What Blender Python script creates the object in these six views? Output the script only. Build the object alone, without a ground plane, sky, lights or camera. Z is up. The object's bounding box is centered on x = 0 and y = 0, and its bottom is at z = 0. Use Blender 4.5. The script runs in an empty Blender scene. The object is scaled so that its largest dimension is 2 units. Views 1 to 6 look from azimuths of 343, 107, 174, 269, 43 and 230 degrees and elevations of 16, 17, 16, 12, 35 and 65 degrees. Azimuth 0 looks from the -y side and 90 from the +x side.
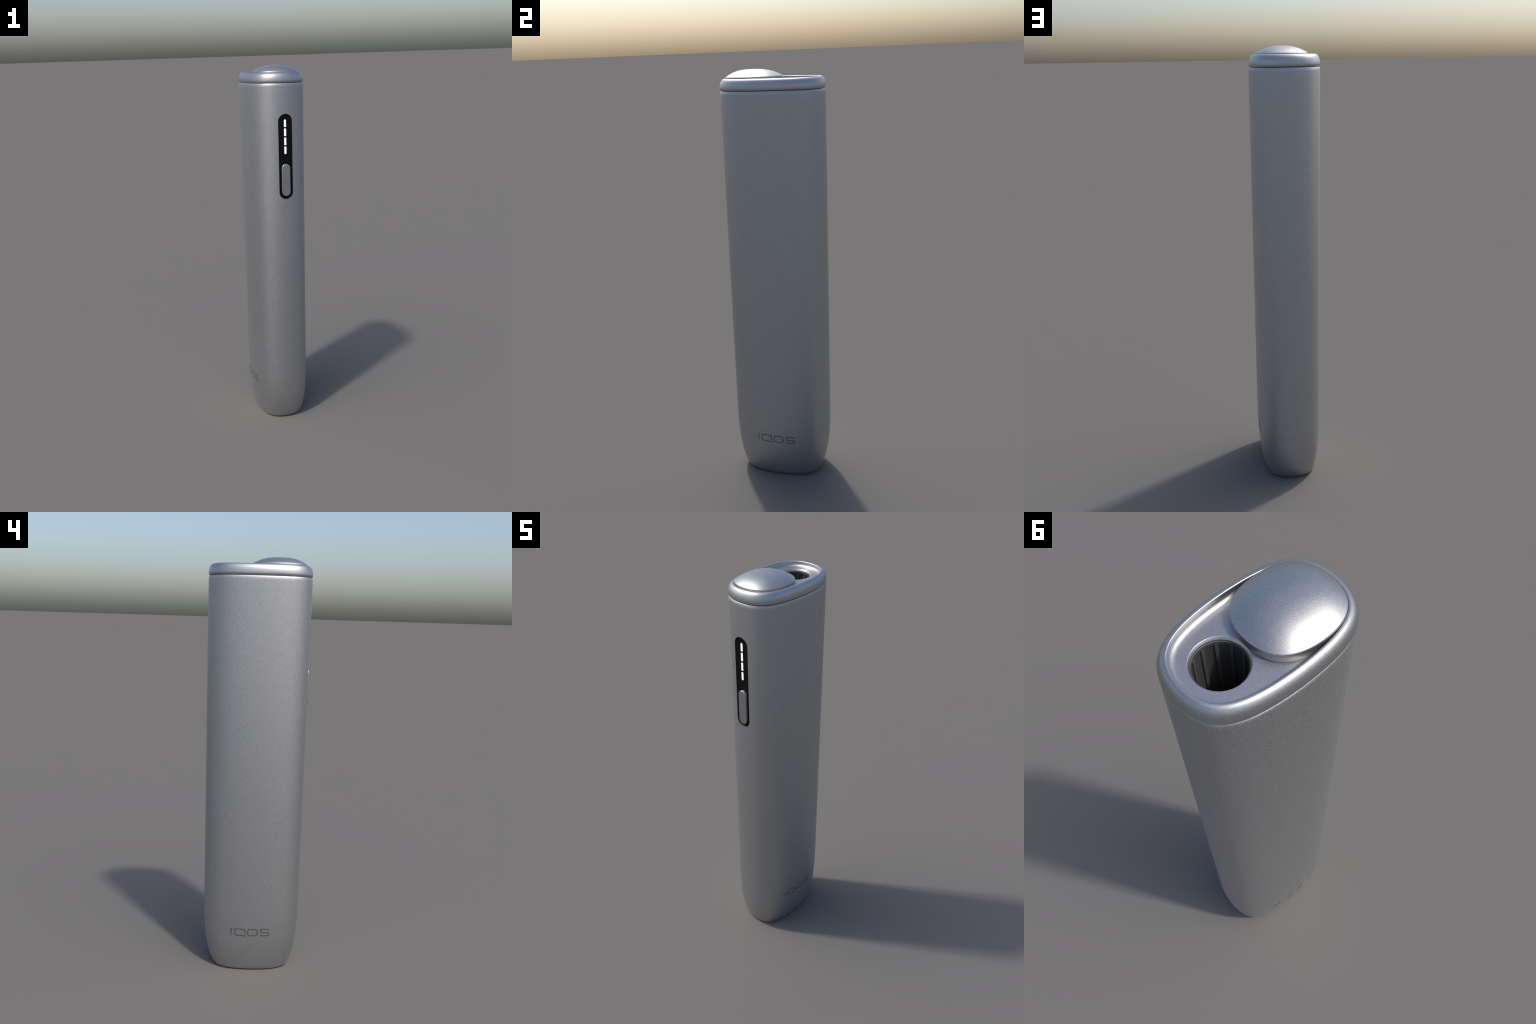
"""Slim hand-held tobacco heater standing upright: satin silver shell with a rounded
foot, a bulging top cap with a sunken tray, a domed slide cover, a ribbed dark socket,
a black indicator panel with four lights and a push button, and lettering on both flanks."""
import bpy, bmesh
from math import sin, cos, pi, sqrt, atan2, hypot
from mathutils import Vector

# ------------------------------------------------------------------ sizes (metres)
Y0 = 0.0007                 # body axis is a hair behind the centre (the button sticks out)
A, B, K = 0.1507, 0.2398, 0.188  # half width, half depth, squareness of the oval section
SEG = 240
BODY_TOP = 1.9108
CAP_BOTTOM = 1.9117
FLOOR = 1.940               # tray floor
CREST = 1.9623              # rim crest
HOLE = (0.0, 0.112)         # socket axis
HOLE_R = 0.0705
COVER_C = (0.0, -0.0840)
COVER_A, COVER_B, COVER_K = 0.1158, 0.1276, 0.120


# ------------------------------------------------------------------ helpers
def squared_oval(a, b, k, seg=SEG, cy=Y0, cx=0.0):
    """An ellipse with filled-out shoulders; points evenly spaced along its length."""
    m = seg * 8
    raw = []
    for i in range(m + 1):
        t = 2 * pi * i / m
        raw.append((a * cos(t) * (1 + k * sin(t) ** 2), b * sin(t) * (1 + k * cos(t) ** 2)))
    acc = [0.0]
    for p, q in zip(raw, raw[1:]):
        acc.append(acc[-1] + hypot(q[0] - p[0], q[1] - p[1]))
    out, j = [], 0
    for i in range(seg):
        s = acc[-1] * i / seg
        while acc[j + 1] < s:
            j += 1
        f = (s - acc[j]) / (acc[j + 1] - acc[j])
        out.append((cx + raw[j][0] + f * (raw[j + 1][0] - raw[j][0]),
                    cy + raw[j][1] + f * (raw[j + 1][1] - raw[j][1])))
    return out


def stadium(half_w, z0, z1, arc=20, straight=24):
    """Upright stadium outline as (x, z) points, bottom arc first."""
    pts = []
    for i in range(arc + 1):
        t = pi + pi * i / arc
        pts.append((half_w * cos(t), z0 + half_w + half_w * sin(t)))
    lo, hi = z0 + half_w, z1 - half_w
    for i in range(1, straight):
        pts.append((half_w, lo + (hi - lo) * i / straight))
    for i in range(arc + 1):
        t = pi * i / arc
        pts.append((half_w * cos(t), z1 - half_w + half_w * sin(t)))
    for i in range(1, straight):
        pts.append((-half_w, hi + (lo - hi) * i / straight))
    return pts


def loft(name, rings, close_first=True, close_last=True):
    """Skin a list of equally long closed rings of 3D points."""
    bm = bmesh.new()
    rows = [[bm.verts.new(p) for p in r] for r in rings]
    n = len(rows[0])
    for a, b in zip(rows, rows[1:]):
        for i in range(n):
            j = (i + 1) % n
            bm.faces.new((a[i], a[j], b[j], b[i]))
    if close_first:
        bm.faces.new(list(reversed(rows[0])))
    if close_last:
        bm.faces.new(rows[-1])
    bmesh.ops.recalc_face_normals(bm, faces=bm.faces)
    me = bpy.data.meshes.new(name)
    bm.to_mesh(me)
    bm.free()
    return me


def smooth_by_angle(me, deg):
    me.shade_smooth()
    lim = deg * pi / 180
    bm = bmesh.new()
    bm.from_mesh(me)
    for e in bm.edges:
        e.smooth = not (len(e.link_faces) == 2 and e.calc_face_angle(0.0) > lim)
    bm.to_mesh(me)
    bm.free()


def add(name, me, parent, mat, smooth=35):
    ob = bpy.data.objects.new(name, me)
    bpy.context.scene.collection.objects.link(ob)
    ob.parent = parent
    if mat:
        me.materials.clear()
        me.materials.append(mat)
    if smooth:
        smooth_by_angle(me, smooth)
    return ob


def pchip(xs, ys, x):
    """Monotone cubic through control points."""
    n = len(xs)
    h = [xs[i + 1] - xs[i] for i in range(n - 1)]
    d = [(ys[i + 1] - ys[i]) / h[i] for i in range(n - 1)]
    m = [d[0]] + [0.0 if d[i - 1] * d[i] <= 0 else 2 * d[i - 1] * d[i] / (d[i - 1] + d[i])
                  for i in range(1, n - 1)] + [d[-1]]
    if x <= xs[0]:
        return ys[0]
    if x >= xs[-1]:
        return ys[-1]
    i = max(k for k in range(n - 1) if xs[k] <= x)
    t = (x - xs[i]) / h[i]
    return ((1 + 2 * t) * (1 - t) ** 2 * ys[i] + t * (1 - t) ** 2 * h[i] * m[i]
            + t * t * (3 - 2 * t) * ys[i + 1] + t * t * (t - 1) * h[i] * m[i + 1])


# ------------------------------------------------------------------ materials
def satin_metal(name, base, rough, grain_scale, grain, bump, rough_var=0.05):
    mat = bpy.data.materials.new(name)
    mat.use_nodes = True
    nt = mat.node_tree
    nd, ln = nt.nodes, nt.links
    bsdf = nd["Principled BSDF"]
    bsdf.inputs["Metallic"].default_value = 1.0
    co = nd.new("ShaderNodeTexCoord")
    no = nd.new("ShaderNodeTexNoise")
    no.inputs["Scale"].default_value = grain_scale
    no.inputs["Detail"].default_value = 2.0
    no.inputs["Roughness"].default_value = 0.6
    ln.new(co.outputs["Object"], no.inputs["Vector"])
    ramp = nd.new("ShaderNodeValToRGB")
    ramp.color_ramp.elements[0].position = 0.30
    ramp.color_ramp.elements[1].position = 0.70
    lo, hi = 1 - grain, 1 + grain
    ramp.color_ramp.elements[0].color = (base[0] * lo, base[1] * lo, base[2] * lo, 1)
    ramp.color_ramp.elements[1].color = (base[0] * hi, base[1] * hi, base[2] * hi, 1)
    ln.new(no.outputs["Fac"], ramp.inputs["Fac"])
    ln.new(ramp.outputs["Color"], bsdf.inputs["Base Color"])
    mr = nd.new("ShaderNodeMapRange")
    mr.inputs["From Min"].default_value = 0.3
    mr.inputs["From Max"].default_value = 0.7
    mr.inputs["To Min"].default_value = rough - rough_var
    mr.inputs["To Max"].default_value = rough + rough_var
    ln.new(no.outputs["Fac"], mr.inputs["Value"])
    ln.new(mr.outputs["Result"], bsdf.inputs["Roughness"])
    bp = nd.new("ShaderNodeBump")
    bp.inputs["Strength"].default_value = bump
    bp.inputs["Distance"].default_value = 0.001
    ln.new(no.outputs["Fac"], bp.inputs["Height"])
    ln.new(bp.outputs["Normal"], bsdf.inputs["Normal"])
    return mat


def plastic(name, base, rough, spec=0.5, emit=0.0, grain=0.0):
    mat = bpy.data.materials.new(name)
    mat.use_nodes = True
    nd, ln = mat.node_tree.nodes, mat.node_tree.links
    bsdf = nd["Principled BSDF"]
    bsdf.inputs["Roughness"].default_value = rough
    bsdf.inputs["Specular IOR Level"].default_value = spec
    no = nd.new("ShaderNodeTexNoise")
    no.inputs["Scale"].default_value = 260.0
    co = nd.new("ShaderNodeTexCoord")
    ln.new(co.outputs["Object"], no.inputs["Vector"])
    ramp = nd.new("ShaderNodeValToRGB")
    ramp.color_ramp.elements[0].color = tuple(c * (1 - grain) for c in base) + (1,)
    ramp.color_ramp.elements[1].color = tuple(min(1, c * (1 + grain)) for c in base) + (1,)
    ln.new(no.outputs["Fac"], ramp.inputs["Fac"])
    ln.new(ramp.outputs["Color"], bsdf.inputs["Base Color"])
    if emit:
        bsdf.inputs["Emission Color"].default_value = (1, 1, 1, 1)
        bsdf.inputs["Emission Strength"].default_value = emit
    return mat


SILVER = (0.468, 0.469, 0.473)
M_BODY = satin_metal("silver_shell", SILVER, 0.51, 300, 0.16, 0.25)
M_CAP = satin_metal("silver_cap", SILVER, 0.45, 430, 0.13, 0.14, 0.04)
M_BUTTON = satin_metal("silver_button", (0.42, 0.42, 0.43), 0.45, 420, 0.02, 0.03, 0.02)
M_PRINT = satin_metal("grey_print", (0.235, 0.234, 0.234), 0.52, 230, 0.08, 0.15)
M_PANEL = plastic("black_panel", (0.0050, 0.0050, 0.0050), 0.45, 0.10, grain=0.05)
M_LIGHT = plastic("white_light", (0.35, 0.35, 0.35), 0.5, 0.2, emit=0.75)
M_SOCKET = plastic("dark_socket", (0.078, 0.077, 0.076), 0.42, 0.5, grain=0.06)

# ------------------------------------------------------------------ the thing
root = bpy.data.objects.new("tobacco_heater", None)
bpy.context.scene.collection.objects.link(root)
root["label"] = "slim satin silver tobacco heater with domed slide cover"
root["category"] = "electronic cigarette"

# ---- shell: foot curve (inset, height) of the depth; the width pulls in a bit less
FOOT_Z = [0.0060, 0.012, 0.030, 0.060, 0.100, 0.150, 0.200, 0.260, 0.340]
FOOT_D = [0.0475, 0.0424, 0.0350, 0.0250, 0.0158, 0.0080, 0.0040, 0.0011, 0.0]
FOOT_X = 0.57


def body_section(z):
    d = pchip(FOOT_Z, FOOT_D, z)
    taper = 0.0006 * (z - 1.0)
    return A + taper - FOOT_X * d, B - d, K


def body_ring(z, extra=0.0, zz=None):
    a, b, k = body_section(z)
    return [(x, y, z if zz is None else zz) for x, y in squared_oval(a - extra, b - extra, k)]


rings = []
for e, zz in [(0.030, 0.0), (0.0105, 0.0), (0.0070, 0.0005), (0.0040, 0.0016), (0.0016, 0.0035)]:
    rings.append(body_ring(FOOT_Z[0], e, zz))
k = 44
for i in range(k + 1):
    rings.append(body_ring(FOOT_Z[0] + (0.36 - FOOT_Z[0]) * (i / k) ** 1.5))
for i in range(1, 41):
    rings.append(body_ring(0.36 + (1.894 - 0.36) * i / 40))
for i in range(1, 10):                       # shoulder under the cap
    t = pi / 2 * i / 9
    rings.append(body_ring(1.894, 0.0056 * (1 - cos(t)), 1.894 + (BODY_TOP - 1.894) * sin(t)))
rings.append(body_ring(1.894, 0.040, BODY_TOP))
shell_mesh = loft("shell", rings)

# pocket for the panel, cut as a stadium
PANEL_W, PANEL_Z0, PANEL_Z1 = 0.0380, 1.3108, 1.7568
PANEL_Y = -0.2325                            # face of the panel
cut = stadium(PANEL_W, PANEL_Z0, PANEL_Z1)
cutter_me = loft("cutter", [[(x, -0.180, z) for x, z in cut], [(x, -0.26, z) for x, z in cut]])
shell = bpy.data.objects.new("shell", shell_mesh)
cutter = bpy.data.objects.new("cutter", cutter_me)
for o in (shell, cutter):
    bpy.context.scene.collection.objects.link(o)
# bore for the socket
BORE_R, SOCKET_Z0 = 0.0706, 1.45
bore_me = loft("bore", [[(HOLE[0] + BORE_R * cos(2 * pi * i / 96), HOLE[1] + BORE_R * sin(2 * pi * i / 96), z)
                         for i in range(96)] for z in (SOCKET_Z0 - 0.001, 1.95)])
bore = bpy.data.objects.new("bore", bore_me)
bpy.context.scene.collection.objects.link(bore)
for tool in (cutter, bore):
    mod = shell.modifiers.new("cut", "BOOLEAN")
    mod.operation = "DIFFERENCE"
    mod.solver = "EXACT"
    mod.object = tool
dg = bpy.context.evaluated_depsgraph_get()
cut_mesh = bpy.data.meshes.new_from_object(shell.evaluated_get(dg))
bpy.data.objects.remove(shell)
bpy.data.objects.remove(cutter)
bpy.data.objects.remove(bore)
cut_mesh.name = "shell"
shell = add("shell", cut_mesh, root, M_BODY, 40)

# ---- top cap: outer bulge, crest, tray wall, fillet, floor, socket edge
profile = [(0.045, CAP_BOTTOM), (0.0070, CAP_BOTTOM)]
for i in range(1, 9):                        # lower roll
    t = pi / 2 * i / 8
    profile.append((0.0070 * (1 - sin(t)), CAP_BOTTOM + 0.0095 * (1 - cos(t))))
for i in range(1, 21):                       # outer bulge up to the crest
    t = pi / 2 * i / 20
    profile.append((0.0218 * (1 - cos(t)) ** 1.0, 1.922 + (CREST - 1.922) * sin(t)))
for i in range(1, 6):                        # crest rolls into the tray
    t = pi / 2 * i / 5
    profile.append((0.0218 + 0.0032 * sin(t), CREST - 0.0030 * (1 - cos(t))))
for i in range(0, 11):                       # hollow fillet down to the floor
    t = pi / 2 * i / 10
    profile.append((0.0253 + 0.0150 * (1 - cos(t)), 1.9520 - (1.9520 - FLOOR) * sin(t)))
CAP_B, CAP_A = B + 0.0002, A + 0.0003
cap_rings = [[(x, y, z) for x, y in squared_oval(CAP_A - d, CAP_B - d, K)] for d, z in profile]


def hole_ring(r, z, ref):
    out = []
    for x, y, _ in ref:
        t = atan2(y - HOLE[1], x - HOLE[0])
        out.append((HOLE[0] + r * cos(t), HOLE[1] + r * sin(t), z))
    return out


ref = cap_rings[-1]
edge = hole_ring(HOLE_R, FLOOR, ref)
for f in (0.03, 0.3, 0.6, 0.97):
    cap_rings.append([tuple(p[c] + f * (q[c] - p[c]) for c in range(3)) for p, q in zip(ref, edge)])
cap_rings.append(edge)
for dr, dz in [(0.0004, 0.0002), (0.0010, 0.0009), (0.0045, 0.0063), (0.0049, 0.0071), (0.0050, 0.0085)]:
    cap_rings.append(hole_ring(HOLE_R - dr, FLOOR - dz, ref))
cap_rings.append(hole_ring(HOLE_R - 0.0050, 1.915, ref))
cap = add("top_cap", loft("top_cap", cap_rings, False, False), root, M_CAP, 40)

# ---- domed slide cover
cover_rings = []


def cover_ring(s, z, off=0.0):
    return [(x, y, z) for x, y in squared_oval(COVER_A * s - off, COVER_B * s - off, COVER_K,
                                               seg=160, cy=COVER_C[1])]


for off, z in [(0.003, FLOOR + 0.0006), (0.001, FLOOR + 0.0010), (0.0, FLOOR + 0.0022),
               (0.0, 1.9672), (0.0002, 1.9680), (0.0006, 1.9684)]:
    cover_rings.append(cover_ring(1.0, z, off))
EDGE_Z, DOME_H = 1.9687, 0.0313
for i in range(1, 32):
    s = 0.99 * (1 - ((i - 1) / 31.2) ** 1.4)
    ring = []
    for x, y in squared_oval(COVER_A * s, COVER_B * s, COVER_K, seg=160, cy=COVER_C[1]):
        c = (x / COVER_A) ** 2
        d = ((y - COVER_C[1]) / COVER_B) ** 2
        p = (2.33 * c + (3.0 if y < COVER_C[1] else 2.4) * d) / (c + d)
        ring.append((x, y, EDGE_Z + DOME_H * (1 - s ** p)))
    cover_rings.append(ring)
cover = add("slide_cover", loft("slide_cover", cover_rings), root, M_CAP, 50)

# ---- socket liner with ribs
cs = 96


def circle(r, z):
    return [(HOLE[0] + r * cos(2 * pi * i / cs), HOLE[1] + r * sin(2 * pi * i / cs), z) for i in range(cs)]


liner = [circle(0.0703, SOCKET_Z0), circle(0.0703, 1.914), circle(0.0654, 1.9146), circle(0.0654, 1.9293)]
for i in range(0, 7):
    t = pi / 2 * i / 6
    liner.append(circle(0.0653 - 0.0016 * sin(t), 1.9300 - 0.0025 * (1 - cos(t))))
liner += [circle(0.0637, 1.9215), circle(0.0640, 1.9195), circle(0.0650, 1.9180),
          circle(0.0652, 1.9165), circle(0.0664, 1.9125), circle(0.0664, SOCKET_Z0 + 0.02), circle(0.0610, SOCKET_Z0 + 0.012)]
socket = add("socket", loft("socket", liner), root, M_SOCKET, 40)

rib_rings = []
for z, dr in [(SOCKET_Z0 + 0.015, 0.0), (1.914, 0.0), (1.9190, 0.0006)]:
    r_in, r_out, w = 0.0627 + dr, 0.0668, 0.0044
    rib_rings.append([(r_out, -w, z), (r_in + 0.0007, -w, z), (r_in, -w + 0.0012, z),
                      (r_in, w - 0.0012, z), (r_in + 0.0007, w, z), (r_out, w, z)])
rib_mesh = loft("rib", rib_rings)
rib_mesh.materials.append(M_SOCKET)
smooth_by_angle(rib_mesh, 25)
for i in range(12):
    rib = bpy.data.objects.new("rib", rib_mesh)
    bpy.context.scene.collection.objects.link(rib)
    rib.parent = socket
    rib.location = (HOLE[0], HOLE[1], 0)
    rib.rotation_euler = (0, 0, 2 * pi * i / 12)

# ---- indicator panel with the moat round the button
BUTTON_W, BUTTON_Z0, BUTTON_Z1 = 0.0236, 1.3264, 1.4981
MOAT = 0.0066


def flat(pts, y):
    return [(x, y, z) for x, z in pts]


def inset(w, z0, z1, d):
    return stadium(w - d, z0 + d, z1 - d)


pw = PANEL_W - 0.0003
moat = inset(BUTTON_W, BUTTON_Z0, BUTTON_Z1, -MOAT)
panel_mesh = loft("indicator_panel", [
    flat(inset(pw, PANEL_Z0 + .0003, PANEL_Z1 - .0003, 0), -0.1810),
    flat(inset(pw, PANEL_Z0 + .0003, PANEL_Z1 - .0003, 0), PANEL_Y + 0.0010),
    flat(inset(pw, PANEL_Z0 + .0003, PANEL_Z1 - .0003, 0.0010), PANEL_Y),
    flat(inset(BUTTON_W, BUTTON_Z0, BUTTON_Z1, -MOAT), PANEL_Y),
    flat(inset(BUTTON_W, BUTTON_Z0, BUTTON_Z1, -MOAT + 0.0008), PANEL_Y + 0.0008),
    flat(inset(BUTTON_W, BUTTON_Z0, BUTTON_Z1, -MOAT + 0.0008), -0.1830)])
panel = add("indicator_panel", panel_mesh, root, M_PANEL, 30)

# ---- push button
btn = []
for d, y in [(0.0, -0.1835), (0.0, -0.2378), (0.0004, -0.2388), (0.0012, -0.2396), (0.0024, -0.2402),
             (0.0040, -0.2403), (0.0120, -0.2404)]:
    btn.append(flat(inset(BUTTON_W, BUTTON_Z0, BUTTON_Z1, d), y))
button = add("button", loft("button", btn), panel, M_BUTTON, 35)

# ---- four indicator lights, the end ones rounded
LED_W, LED_Z0, LED_Z1, LED_GAP = 0.0056, 1.5495, 1.7281, 0.0078
led_h = (LED_Z1 - LED_Z0 - 3 * LED_GAP) / 4
for i in range(4):
    z0 = LED_Z0 + i * (led_h + LED_GAP)
    z1 = z0 + led_h
    pts = []
    if i == 0:
        pts += [(LED_W * cos(pi + pi * j / 12), z0 + LED_W + LED_W * sin(pi + pi * j / 12)) for j in range(13)]
    else:
        pts += [(-LED_W, z0), (LED_W, z0)]
    if i == 3:
        pts += [(LED_W * cos(pi * j / 12), z1 - LED_W + LED_W * sin(pi * j / 12)) for j in range(13)]
    else:
        pts += [(LED_W, z1), (-LED_W, z1)]
    me = loft("indicator_light", [flat(pts, PANEL_Y + 0.001), flat(pts, PANEL_Y - 0.0005)])
    add("indicator_light", me, panel, M_LIGHT, 30)


# ---- lettering: strokes laid onto the flanks; s runs to the reader's right
def arc(cx, cz, rx, rz, a0, a1, n=8):
    return [(cx + rx * cos((a0 + (a1 - a0) * i / n) * pi / 180),
             cz + rz * sin((a0 + (a1 - a0) * i / n) * pi / 180)) for i in range(n + 1)]


HI, LO, MID = 0.2293, 0.1952, 0.2122
R = 0.0125


def glyphs():
    yield "letter", [[(-0.0950, 0.2315), (-0.0950, 0.1945)]], False
    q = [(-0.0270, 0.2040)]
    q += arc(-0.0270 - R, HI - R, R, R, 0, 90)
    q += [(-0.0775, HI)]
    q += arc(-0.0775 + R * 1.1, LO + R, R * 1.1, R, 180, 270)
    q += [(-0.0310, LO), (-0.0230, 0.1885)]
    yield "letter", [q], False
    o = (arc(0.0335 - R, HI - R, R, R, 0, 90) + arc(-0.0138 + R, HI - R, R, R, 90, 180)
         + arc(-0.0138 + R, LO + R, R, R, 180, 270) + arc(0.0335 - R, LO + R, R, R, 270, 360))
    yield "letter", [o], True
    h = (HI - MID) / 2
    s = [(0.0900, HI - 0.0060)] + arc(0.0830, HI - 0.0060, 0.0060, 0.0060, 50, 90, 3)
    s += arc(0.0480 + h, HI - h, h, h, 90, 270)
    s += arc(0.0908 - h, MID - h, h, h, 90, -90)
    s += arc(0.0550, LO + 0.0060, 0.0060, 0.0060, 270, 230, 3) + [(0.0485, LO + 0.0050)]
    yield "letter", [s], False


def flank_x(y, z):
    a, b, k = body_section(z)
    v = (y - Y0) / b
    t = v                                    # sine of the section's parameter, by Newton
    for _ in range(6):
        t -= (t * (1 + k * (1 - t * t)) - v) / (1 + k - 3 * k * t * t)
    return a * sqrt(1 - t * t) * (1 + k * t * t)


def densify(pts, closed, step=0.0025):
    src = pts + [pts[0]] if closed else pts
    out = []
    for p, q in zip(src, src[1:]):
        L = hypot(q[0] - p[0], q[1] - p[1])
        if L < 1e-6:
            continue
        k = max(1, int(L / step))
        out += [(p[0] + (q[0] - p[0]) * i / k, p[1] + (q[1] - p[1]) * i / k) for i in range(k)]
    if not closed:
        out.append(src[-1])
    return out


def stroke(bm, pts, closed, half, side, cy):
    pts = densify(pts, closed)
    n = len(pts)
    rows = []
    for i, p in enumerate(pts):
        a = pts[(i - 1) % n] if closed or i > 0 else p
        b = pts[(i + 1) % n] if closed or i < n - 1 else p
        tx, tz = b[0] - a[0], b[1] - a[1]
        L = hypot(tx, tz)
        nx, nz = -tz / L, tx / L
        k = 1.0
        if (closed or 0 < i < n - 1):
            ux, uz = p[0] - a[0], p[1] - a[1]
            ul = hypot(ux, uz)
            k = 1 / max(0.72, (ux * tx + uz * tz) / (ul * L))
        row = []
        for o, lift in ((-1, -0.0010), (-1, 0.0005), (1, 0.0005), (1, -0.0010)):
            s, z = p[0] + o * half * k * nx, p[1] + o * half * k * nz
            y = cy + side * s
            row.append(bm.verts.new((side * (flank_x(y, z) + lift), y, z)))
        rows.append(row)
    rng = range(n) if closed else range(n - 1)
    for i in rng:
        a, b = rows[i], rows[(i + 1) % n]
        for j in range(3):
            bm.faces.new((a[j], a[j + 1], b[j + 1], b[j]))
    if not closed:
        bm.faces.new(rows[0])
        bm.faces.new(rows[-1])


for side, cy in ((1, 0.0005), (-1, 0.0030)):
    for name, lines, closed in glyphs():
        bm = bmesh.new()
        for ln_ in lines:
            stroke(bm, ln_, closed, 0.0029, side, cy)
        bmesh.ops.recalc_face_normals(bm, faces=bm.faces)
        me = bpy.data.meshes.new(name)
        bm.to_mesh(me)
        bm.free()
        add(name, me, shell, M_PRINT, 30)
